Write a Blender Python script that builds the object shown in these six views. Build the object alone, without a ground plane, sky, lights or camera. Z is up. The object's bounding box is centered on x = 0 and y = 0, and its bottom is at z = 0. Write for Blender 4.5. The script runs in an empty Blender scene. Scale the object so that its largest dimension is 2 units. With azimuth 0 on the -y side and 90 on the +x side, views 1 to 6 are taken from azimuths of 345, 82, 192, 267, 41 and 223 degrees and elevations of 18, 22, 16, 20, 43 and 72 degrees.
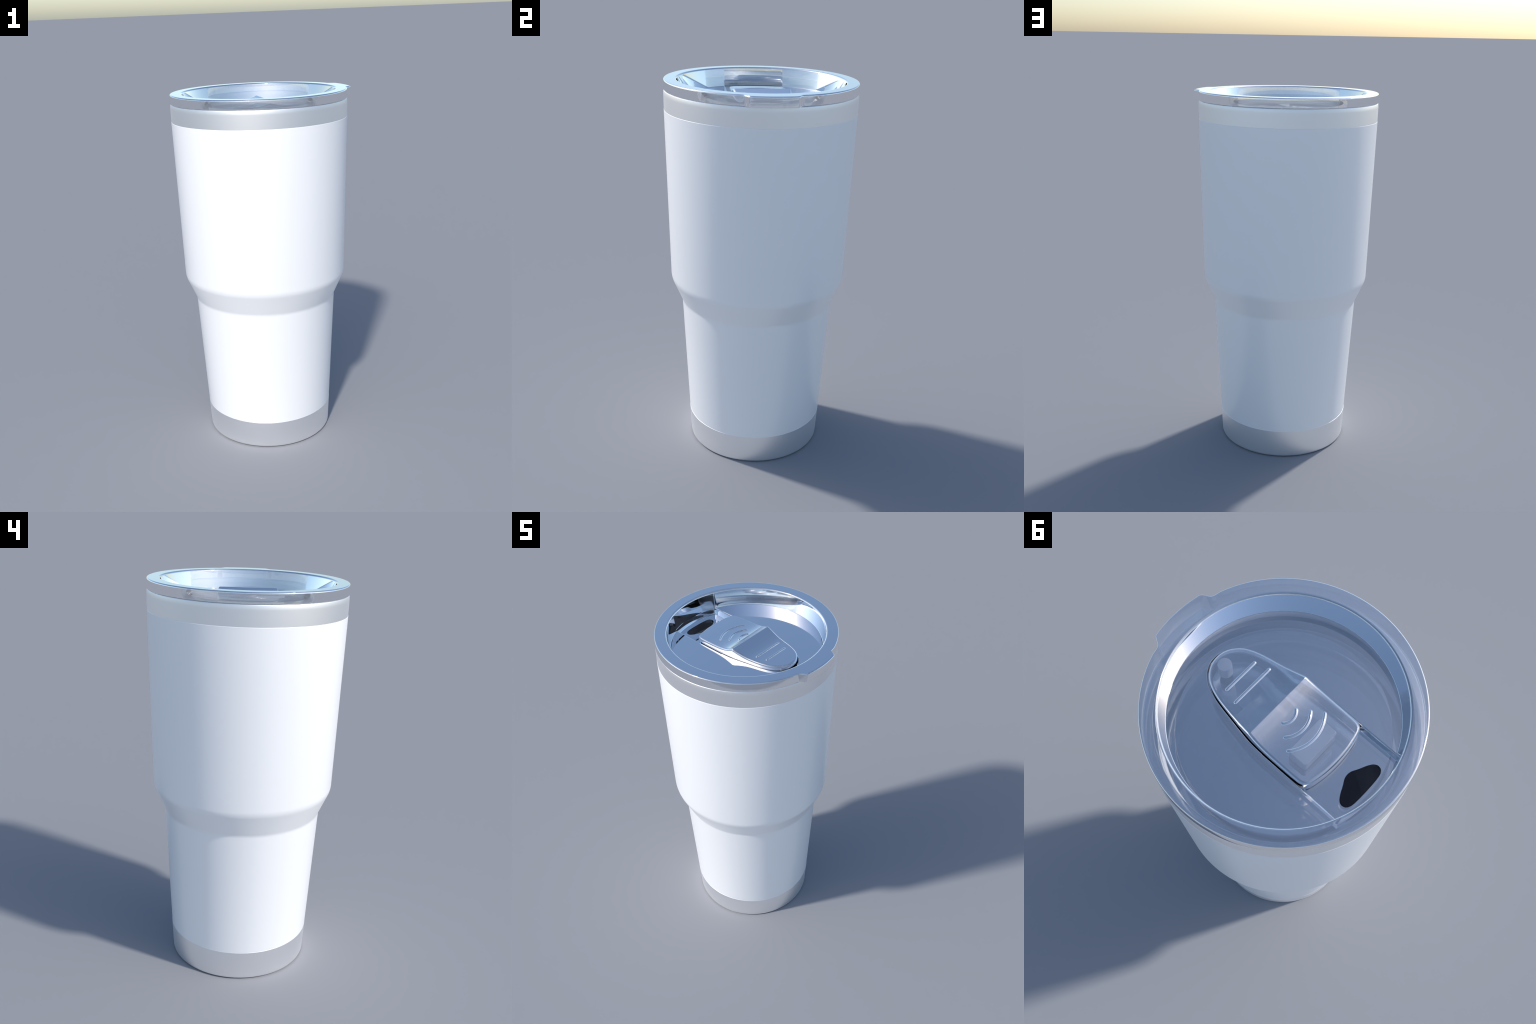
"""Insulated steel tumbler with a white coat, bare steel bands and a clear
press-on lid with a sliding closure.  Metres, z up, built around one axis."""
import bpy, bmesh, math
from mathutils import Vector

AXIS_X = -0.0129          # the lid's thumb tab sticks out on +x, so the axis sits off centre
SEG = 256                 # segments round the axis


# ------------------------------------------------------------------ materials
def material(name, colour, metallic=0.0, roughness=0.5, grain=0.0, grain_scale=60.0, **more):
    m = bpy.data.materials.new(name)
    m.use_nodes = True
    nt = m.node_tree
    b = nt.nodes["Principled BSDF"]
    b.inputs["Base Color"].default_value = (*colour, 1)
    b.inputs["Metallic"].default_value = metallic
    b.inputs["Roughness"].default_value = roughness
    for k, v in more.items():
        b.inputs[k.replace("_", " ")].default_value = v
    if grain:
        co = nt.nodes.new("ShaderNodeTexCoord")
        noise = nt.nodes.new("ShaderNodeTexNoise")
        noise.inputs["Scale"].default_value = grain_scale
        noise.inputs["Detail"].default_value = 3
        ramp = nt.nodes.new("ShaderNodeMapRange")
        ramp.inputs["To Min"].default_value = roughness - grain
        ramp.inputs["To Max"].default_value = roughness + grain
        nt.links.new(co.outputs["Object"], noise.inputs["Vector"])
        nt.links.new(noise.outputs["Fac"], ramp.inputs["Value"])
        nt.links.new(ramp.outputs["Result"], b.inputs["Roughness"])
    return m


STEEL = material("brushed_steel", (1.0, 1.0, 1.0), 1.0, 0.46, grain=0.01)
LINER = material("satin_liner_steel", (0.85, 0.90, 1.0), 0.35, 0.45)  # lightened, bluish and less metallic to bake in dim light seen through the hole
COAT = material("white_powder_coat", (1.0, 1.0, 1.0), 0.14, 0.30, grain=0.01)
CLEAR = material("clear_glossy_plastic", (1, 1, 1), 0.50, 0.04, Transmission_Weight=1.0, IOR=1.5)
INSERT = material("smoky_insert", (0.40, 0.45, 0.55), 0.0, 0.5)
SEAL = material("silicone_seal", (0.75, 0.77, 0.8), 0.0, 0.5)


# ------------------------------------------------------------------ geometry helpers
def fillet(points, steps=6):
    """Polyline of (a, b[, radius]) with the given corner radii rounded."""
    out = []
    n = len(points)
    for i, p in enumerate(points):
        rad = p[2] if len(p) > 2 else 0
        if not rad or i in (0, n - 1):
            out.append((p[0], p[1]))
            continue
        c, a, b = (Vector(q[:2]) for q in (p, points[i - 1], points[i + 1]))
        u, v = (a - c).normalized(), (b - c).normalized()
        half = u.angle(v) / 2
        t = rad / math.tan(half)
        centre = c + (u + v).normalized() * (rad / math.sin(half))
        s, e = c + u * t - centre, c + v * t - centre
        sweep = s.angle_signed(e)
        for k in range(steps + 1):
            f = -sweep * k / steps
            out.append(tuple(centre + Vector((s.x * math.cos(f) - s.y * math.sin(f),
                                              s.x * math.sin(f) + s.y * math.cos(f)))))
    return out


def add_object(name, bm, mat, parent=None, flip=False, smooth=35, outward=True):
    if outward:
        bmesh.ops.recalc_face_normals(bm, faces=bm.faces)
    if flip:
        bmesh.ops.reverse_faces(bm, faces=bm.faces)
    for f in bm.faces:
        f.smooth = True
    lim = math.radians(smooth)
    for e in bm.edges:
        if len(e.link_faces) == 2 and e.calc_face_angle(0) > lim:
            e.smooth = False
    me = bpy.data.meshes.new(name)
    bm.to_mesh(me)
    bm.free()
    me.materials.append(mat)
    o = bpy.data.objects.new(name, me)
    bpy.context.collection.objects.link(o)
    o.parent = parent
    return o


def revolve(profile, seg=SEG, radius_at=None, closed=False):
    """Turn a (radius, z) profile round the axis; radius_at(phi, r, z) may reshape it."""
    bm = bmesh.new()
    rings = []
    for r, z in profile:
        if r < 1e-6:
            rings.append([bm.verts.new((AXIS_X, 0, z))])
            continue
        ring = []
        for k in range(seg):
            a = math.tau * k / seg
            rr = radius_at(a, r, z) if radius_at else r
            ring.append(bm.verts.new((AXIS_X + rr * math.cos(a), rr * math.sin(a), z)))
        rings.append(ring)
    pairs = list(zip(rings, rings[1:]))
    if closed:
        pairs.append((rings[-1], rings[0]))
    for p, q in pairs:
        for k in range(seg):
            j = (k + 1) % seg
            if len(p) == 1 and len(q) == 1:
                continue
            if len(p) == 1:
                bm.faces.new((p[0], q[k], q[j]))
            elif len(q) == 1:
                bm.faces.new((p[k], q[0], p[j]))
            else:
                bm.faces.new((p[k], q[k], q[j], p[j]))
    return bm


def prism(levels):
    """Closed solid lofted through [(outline points), z] levels of equal count."""
    bm = bmesh.new()
    rings = [[bm.verts.new((x, y, z)) for x, y in pts] for pts, z in levels]
    n = len(rings[0])
    for p, q in zip(rings, rings[1:]):
        for k in range(n):
            j = (k + 1) % n
            bm.faces.new((p[k], p[j], q[j], q[k]))
    bm.faces.new(rings[0][::-1])
    bm.faces.new(rings[-1])
    return bm


def spline(points, per=8):
    """Closed Catmull-Rom curve through the points."""
    n, out = len(points), []
    for i in range(n):
        p0, p1, p2, p3 = (Vector(points[(i + k) % n]) for k in (-1, 0, 1, 2))
        for s in range(per):
            t = s / per
            out.append(tuple(0.5 * (2 * p1 + (p2 - p0) * t + (2 * p0 - 5 * p1 + 4 * p2 - p3) * t ** 2
                                    + (3 * p1 - p0 - 3 * p2 + p3) * t ** 3)))
    return out


def interp(x, table):
    """Smooth (monotone cubic) interpolation in a small (x, y) table."""
    if x <= table[0][0]:
        return table[0][1]
    if x >= table[-1][0]:
        return table[-1][1]
    d = [(b[1] - a[1]) / (b[0] - a[0]) for a, b in zip(table, table[1:])]
    m = [d[0]] + [0 if p * q <= 0 else 2 * p * q / (p + q) for p, q in zip(d, d[1:])] + [d[-1]]
    for i, (a, b) in enumerate(zip(table, table[1:])):
        if x <= b[0]:
            h = b[0] - a[0]
            t = (x - a[0]) / h
            return ((2 * t ** 3 - 3 * t ** 2 + 1) * a[1] + (t ** 3 - 2 * t ** 2 + t) * h * m[i]
                    + (-2 * t ** 3 + 3 * t ** 2) * b[1] + (t ** 3 - t ** 2) * h * m[i + 1])


def combine(target, bm_cut, operation):
    cut = add_object("cutter", bm_cut, CLEAR)
    mod = target.modifiers.new("cut", "BOOLEAN")
    mod.operation, mod.solver, mod.object = operation, "EXACT", cut
    dg = bpy.context.evaluated_depsgraph_get()
    me = bpy.data.meshes.new_from_object(target.evaluated_get(dg))
    target.modifiers.clear()
    old = target.data
    target.data = me
    bpy.data.meshes.remove(old)
    bpy.data.objects.remove(cut)


# ------------------------------------------------------------------ the tumbler
tumbler = bpy.data.objects.new("insulated_tumbler", None)
bpy.context.collection.objects.link(tumbler)
tumbler["label"] = "tall white tapered steel tumbler with clear sliding lid"
tumbler["category"] = "travel tumbler"

Z_BASE_SEAM, Z_RIM_SEAM, Z_LIP = 0.160, 1.853, 1.950


def lower_wall(z):
    return 0.3675 + 0.0511 * (z - 0.160)


def upper_wall(z):
    return 0.4584 + 0.0260 * (z - 0.970)


# white coated wall: tapered foot, conical shoulder, tapered upper part
PROUD = 0.0012
coat_profile = fillet([
    (lower_wall(Z_BASE_SEAM) - 0.008, Z_BASE_SEAM - 0.0008),
    (lower_wall(Z_BASE_SEAM) - 0.0004, Z_BASE_SEAM - 0.0008),
    (0.4020 + PROUD * 0.5, 0.8385, 0.06),
    (0.4584 + PROUD * 0.5, 0.9690, 0.10),
    (upper_wall(Z_RIM_SEAM) + PROUD * 0.6, Z_RIM_SEAM + 0.0005, 0.003),
    (upper_wall(Z_RIM_SEAM) - 0.008, Z_RIM_SEAM + 0.0005)], 10)
add_object("body", revolve(coat_profile), COAT, tumbler)

# bare steel foot
base_profile = fillet([
    (0, 0.006), (0.315, 0.006, 0.01), (0.325, 0.0, 0.006), (lower_wall(0), 0.0, 0.012),
    (lower_wall(Z_BASE_SEAM) + 0.0003, Z_BASE_SEAM, 0.0005), (lower_wall(Z_BASE_SEAM) - 0.012, Z_BASE_SEAM)], 8)
add_object("base_band", revolve(base_profile), STEEL, tumbler)

# bare steel collar with a rolled lip
collar_profile = fillet([
    (upper_wall(Z_RIM_SEAM) - 0.012, Z_RIM_SEAM - 0.003), (upper_wall(Z_RIM_SEAM), Z_RIM_SEAM),
    (0.4826, 1.934, 0.12), (0.4802, Z_LIP - 0.0005, 0.005), (0.452, Z_LIP - 0.0005, 0.008), (0.450, 1.930)], 8)
add_object("rim_band", revolve(collar_profile), STEEL, tumbler)

# inner steel liner
liner_profile = fillet([(0.450, 1.930), (0.428, 0.98, 0.1), (0.370, 0.85, 0.05), (0.335, 0.06, 0.04), (0, 0.05)], 8)
add_object("inner_liner", revolve(liner_profile), LINER, tumbler)

# ------------------------------------------------------------------ the lid
Z_TOP, Z_FLOOR, Z_CHANNEL, Z_UNDER = 2.000, 1.9035, 1.863, 1.845
R_RIM, R_TAB = 0.4828, 0.5084


def tab_reach(a, r, z):
    """Outline of the skirt: round, with the thumb tab on +x."""
    if r < 0.46 or z < 1.948:
        return r
    a = abs((a + math.pi) % math.tau - math.pi)
    lo, hi = math.radians(11.9), math.radians(16.0)
    t = min(1, max(0, (hi - a) / (hi - lo)))
    t = t * t * (3 - 2 * t)
    notch = -0.0028 * math.exp(-((math.degrees(a) - 17.2) / 2.0) ** 2)
    k = min(1, (r - 0.46) / 0.016)
    return r + k * ((R_TAB - R_RIM) * t + notch)


lid_profile = fillet([
    (0, Z_FLOOR), (0.4045, Z_FLOOR, 0.002), (0.4181, Z_TOP, 0.0094), (0.445, Z_TOP), (0.470, Z_TOP),
    (R_RIM, Z_TOP, 0.007), (R_RIM - 0.0004, 1.9504, 0.002), (0.476, 1.9504), (0.446, 1.9504, 0.002),
    (0.441, 1.80, 0.004), (0.392, 1.80, 0.004), (0.388, Z_UNDER, 0.004), (0, Z_UNDER)], 6)
lid = add_object("lid", revolve(lid_profile, 480, tab_reach), CLEAR, tumbler)

# half of the slider's outline, from the bowed front round to the nose
HALF = [(-0.2620, 0.0), (-0.2590, 0.055), (-0.2515, 0.100), (-0.2455, 0.1220), (-0.2385, 0.1370), (-0.2220, 0.1455),
        (-0.190, 0.1480), (-0.120, 0.1488), (-0.050, 0.1485), (0.010, 0.1453), (0.065, 0.1372), (0.100, 0.1308),
        (0.140, 0.1238), (0.187, 0.1145), (0.229, 0.1015), (0.262, 0.0835), (0.287, 0.0570), (0.301, 0.0290),
        (0.3050, 0.0)]


def slider_outline(grow=0.0, count=280):
    """Closed counter-clockwise outline, evenly resampled and pushed outwards by grow."""
    P = [Vector(p) for p in spline([(x, -y) for x, y in HALF] + HALF[-2:0:-1], 12)]
    lens = [0]
    for p, q in zip(P, P[1:] + P[:1]):
        lens.append(lens[-1] + (q - p).length)
    out, i = [], 0
    for k in range(count):
        d = lens[-1] * k / count
        while lens[i + 1] < d:
            i += 1
        f = (d - lens[i]) / (lens[i + 1] - lens[i])
        out.append(P[i].lerp(P[(i + 1) % len(P)], f))
    for _ in range(3):
        out = [(out[i - 1] + 2 * out[i] + out[(i + 1) % count]) / 4 for i in range(count)]
    off = []
    for i in range(count):
        t = (out[(i + 1) % count] - out[i - 1]).normalized()
        off.append(tuple(out[i] + Vector((t.y, -t.x)) * grow))
    return off


def pocket_outline(grow, r_wall, half_gap):
    """Slider bed plus the drinking channel running out to the wall on -x."""
    bed = [p for p in slider_outline(grow) if p[0] > -0.12]
    bed = [(x + 0.007 * max(0, (x - 0.20) / 0.11), y) for x, y in bed]
    # the bed starts on the -y side at x ~ -0.12 and ends on the +y side
    i0 = min(range(len(bed)), key=lambda i: (bed[i][0] + 0.12) ** 2 + (bed[i][1] + 0.15) ** 2)
    bed = bed[i0:] + bed[:i0]
    bed = [(x, math.copysign(max(abs(y), half_gap) if x < -0.05 else abs(y), y)) for x, y in bed]
    a0 = math.asin(half_gap / r_wall)
    arc = [(AXIS_X - r_wall * math.cos(a0 * (1 - 2 * k / 40)), r_wall * math.sin(a0 * (1 - 2 * k / 40))) for k in range(41)]
    return bed + arc


ROUND = 0.0065                               # convex round-over where the bed drops from the floor
levels = [(0.0006, 0.4095, 0.1492, Z_CHANNEL), (0.0010, 0.4101, 0.1502, Z_CHANNEL + 0.0025),
          (0.0020, 0.4135, 0.1512, Z_FLOOR - ROUND)]
for k in range(1, 7):
    t = math.pi / 2 * k / 6
    levels.append((0.0020 + 0.5 * ROUND * (1 - math.cos(t)), 0.4138, 0.1512 + ROUND * (1 - math.cos(t)),
                   Z_FLOOR - ROUND * (1 - math.sin(t)) + (2e-4 if k == 6 else 0)))
levels.append((0.0020 + 0.5 * ROUND + 5e-4, 0.4215, 0.1512 + ROUND + 5e-4, 1.992))
pocket = prism([(pocket_outline(g, r, w), z) for g, r, w, z in levels])
combine(lid, pocket, "DIFFERENCE")

half_hole = [(-0.305, 0.0), (-0.308, 0.018), (-0.320, 0.040), (-0.332, 0.066), (-0.345, 0.086), (-0.360, 0.095),
             (-0.377, 0.091), (-0.387, 0.074), (-0.3905, 0.045), (-0.3915, 0.0)]
hole = spline(half_hole + [(x, -y) for x, y in half_hole[-2:0:-1]], 6)
combine(lid, prism([(hole, 1.78), (hole, 1.90)]), "DIFFERENCE")

bm = bmesh.new()
bm.from_mesh(lid.data)
bmesh.ops.remove_doubles(bm, verts=bm.verts, dist=1e-6)
bpy.data.objects.remove(lid)
lid = add_object("lid", bm, CLEAR, tumbler, flip=True, smooth=25)
for f in lid.data.polygons:                 # the flat floors stay optically flat
    if abs(f.normal.z) > 0.99999:
        f.use_smooth = False

# soft seal ring round the plug
seal_profile = [(0.4405 + 0.008 * math.cos(t), 1.865 + 0.012 * math.sin(t)) for t in [math.tau * k / 16 for k in range(16)]]
add_object("seal", revolve(seal_profile, 160, closed=True), SEAL, tumbler)

# ------------------------------------------------------------------ the slider
# top of the slider along x: dished thumb pad rising to a sharp crest, then a ramp to the flat nose
X_CREST = 0.011
PAD = [(-0.27, 1.9262), (-0.20, 1.9283), (-0.14, 1.9297), (-0.10, 1.9313), (-0.07, 1.9335), (-0.05, 1.9361),
       (-0.03, 1.9402), (-0.012, 1.9456), (0.001, 1.9500), (X_CREST + 0.002, 1.9556)]
RAMP = [(X_CREST - 0.002, 1.9578), (0.03, 1.9518), (0.055, 1.9446), (0.085, 1.9372), (0.115, 1.9324), (0.16, 1.9298),
        (0.22, 1.9289), (0.31, 1.9275)]


def slider_height(x):
    w = 0.005                                   # half width of the round-over on the crest
    if x <= X_CREST - w:
        return interp(x, PAD)
    if x >= X_CREST + w:
        return interp(x, RAMP)
    x0, x1 = X_CREST - w, X_CREST + w
    z0, z1 = interp(x0, PAD), interp(x1, RAMP)
    m0, m1 = (z0 - interp(x0 - 1e-3, PAD)) * 2 * w / 1e-3, (interp(x1 + 1e-3, RAMP) - z1) * 2 * w / 1e-3
    t = (x - x0) / (2 * w)
    return ((2 * t ** 3 - 3 * t ** 2 + 1) * z0 + (t ** 3 - 2 * t ** 2 + t) * m0
            + (-2 * t ** 3 + 3 * t ** 2) * z1 + (t ** 3 - t ** 2) * m1)


def build_slider():
    bm = bmesh.new()
    fil, z_bot = 0.011, 1.867
    out = [Vector(p) for p in slider_outline()]
    n = len(out)

    def inset(d):
        return [Vector(p) for p in slider_outline(-d)]

    rings = []
    rings.append([(p.x, p.y, z_bot) for p in inset(0.004)])
    rings.append([(p.x, p.y, z_bot + 0.003) for p in inset(0.001)])
    rings.append([(p.x, p.y, slider_height(p.x) - fil) for p in out])
    for k in range(1, 6):
        t = math.pi / 2 * k / 5
        rings.append([(p.x, p.y, slider_height(p.x) - fil * (1 - math.sin(t))) for p in inset(fil * (1 - math.cos(t)))])
    # inside the top edge: rows that run straight across keep the crest crisp
    edge = inset(fil)

    def vring(pts):
        return [bm.verts.new(p) for p in pts]

    vr = [vring(r) for r in rings]
    for p, q in zip(vr, vr[1:]):
        for k in range(n):
            j = (k + 1) % n
            bm.faces.new((p[k], p[j], q[j], q[k]))

    def fill(ring, height):
        """Strips across y at the outline's own x stations."""
        top = bmesh.new()
        vs = [top.verts.new(v.co) for v in ring]
        top.faces.new(vs)
        lo, hi = min(v.co.x for v in ring), max(v.co.x for v in ring)
        x = lo + 0.003
        while x < hi - 0.001:
            bmesh.ops.bisect_plane(top, geom=top.verts[:] + top.edges[:] + top.faces[:], dist=1e-5,
                                   plane_co=(x, 0, 0), plane_no=(1, 0, 0))
            x += 0.001 if 0.005 < x < 0.018 else 0.004
        for y in [i * 0.02 for i in range(-7, 8)]:
            bmesh.ops.bisect_plane(top, geom=top.verts[:] + top.edges[:] + top.faces[:], dist=1e-5,
                                   plane_co=(0, y, 0), plane_no=(0, 1, 0))
        for v in top.verts:
            v.co.z = height(v.co.x)
        me = bpy.data.meshes.new("tmp")
        top.to_mesh(me)
        top.free()
        bm.from_mesh(me)
        bpy.data.meshes.remove(me)

    fill(vr[-1], slider_height)
    bm.faces.new(vr[0][::-1])
    bmesh.ops.remove_doubles(bm, verts=bm.verts, dist=2e-5)
    return bm


def ridge(path, radius=0.0066, lift=-0.0018):
    """Round-ended bead lying on the slider along a plan path."""
    bm = bmesh.new()
    P = [Vector((x, y, slider_height(x) + lift)) for x, y in path]
    rows = []
    stations = []
    t0 = (P[0] - P[1]).normalized()
    t1 = (P[-1] - P[-2]).normalized()
    for k in range(1, 5):
        a = math.pi / 2 * k / 5
        stations.append((P[0] + t0 * radius * math.cos(a), radius * math.sin(a), t0 * -1))
    for i, p in enumerate(P):
        t = (P[min(i + 1, len(P) - 1)] - P[max(i - 1, 0)]).normalized()
        stations.append((p, radius, t))
    for k in range(4, 0, -1):
        a = math.pi / 2 * k / 5
        stations.append((P[-1] + t1 * radius * math.cos(a), radius * math.sin(a), t1))
    for p, r, t in stations:
        s = t.cross(Vector((0, 0, 1))).normalized()
        u = s.cross(t).normalized()
        rows.append([bm.verts.new(p + (s * math.cos(b) + u * math.sin(b)) * r) for b in [math.tau * j / 24 for j in range(24)]])
    for p, q in zip(rows, rows[1:]):
        for j in range(24):
            m = (j + 1) % 24
            bm.faces.new((p[j], p[m], q[m], q[j]))
    a = bm.verts.new(P[0] + t0 * radius)
    b = bm.verts.new(P[-1] + t1 * radius)
    for j in range(24):
        m = (j + 1) % 24
        bm.faces.new((a, rows[0][m], rows[0][j]))
        bm.faces.new((b, rows[-1][j], rows[-1][m]))
    return bm


slider = add_object("slider", build_slider(), CLEAR, tumbler)

# two straight grip lines and three wave-shaped ones, moulded on
beads = [[(x, -w + 2 * w * k / 12) for k in range(13)] for x, w in ((0.1885, 0.069), (0.1335, 0.084))]
for x_mid, x_end, w in ((-0.1505, -0.116, 0.092), (-0.1015, -0.0765, 0.064), (-0.0525, -0.038, 0.0335)):
    sag = x_end - x_mid
    R = (w * w + sag * sag) / (2 * sag)
    A = math.asin(w / R)
    beads.append([(x_mid + R - R * math.cos(a), R * math.sin(a)) for a in (A * (k / 12 - 1) for k in range(25))])
for path in beads:
    combine(slider, ridge(path), "UNION")


def split_off(src, chosen):
    """Copy of the mesh's chosen faces as a new bmesh; they are removed from src's."""
    keep, part = bmesh.new(), bmesh.new()
    keep.from_mesh(src.data)
    part.from_mesh(src.data)
    bmesh.ops.delete(keep, geom=[f for f in keep.faces if chosen(f)], context="FACES")
    bmesh.ops.delete(part, geom=[f for f in part.faces if not chosen(f)], context="FACES")
    return keep, part


def on_bead(i):
    pts = [Vector(p) for p in beads[i]]

    def test(f):
        c = f.calc_center_median()
        high = max(v.co.z - slider_height(v.co.x) for v in f.verts) > 4e-4
        return high and c.z > 1.92 and min((p - c.xy).length for p in pts) < 0.015
    return test


pieces = []
for i in range(len(beads)):
    keep, part = split_off(slider, on_bead(i))
    keep.to_mesh(slider.data)
    keep.free()
    pieces.append(part)
bm = bmesh.new()
bm.from_mesh(slider.data)
bpy.data.objects.remove(slider)
slider = add_object("slider", bm, CLEAR, tumbler, flip=True, smooth=30, outward=False)
for part in pieces:
    add_object("ridge", part, CLEAR, slider, flip=True, smooth=40, outward=False)

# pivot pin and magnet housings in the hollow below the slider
pin = revolve(fillet([(0, 1.918), (0.026, 1.918, 0.002), (0.026, 1.8835, 0.002), (0, 1.8835)], 4), 48)
for v in pin.verts:
    v.co.x += 0.268 - AXIS_X
add_object("pin", pin, INSERT, slider)


def block(x0, x1, w, z0, z1, r):
    def rr(g):
        c = [(x0 + r, -w + r, math.pi), (x1 - r, -w + r, 1.5 * math.pi), (x1 - r, w - r, 0), (x0 + r, w - r, 0.5 * math.pi)]
        return [(x + (r - g) * math.cos(a + math.pi / 2 * k / 6), y + (r - g) * math.sin(a + math.pi / 2 * k / 6)) for x, y, a in c for k in range(7)]
    return prism([(rr(0), z0), (rr(0), z1 - 0.002), (rr(0.002), z1)])


add_object("magnet_housing", block(-0.187, -0.108, 0.082, 1.8685, 1.908, 0.012), INSERT, slider)
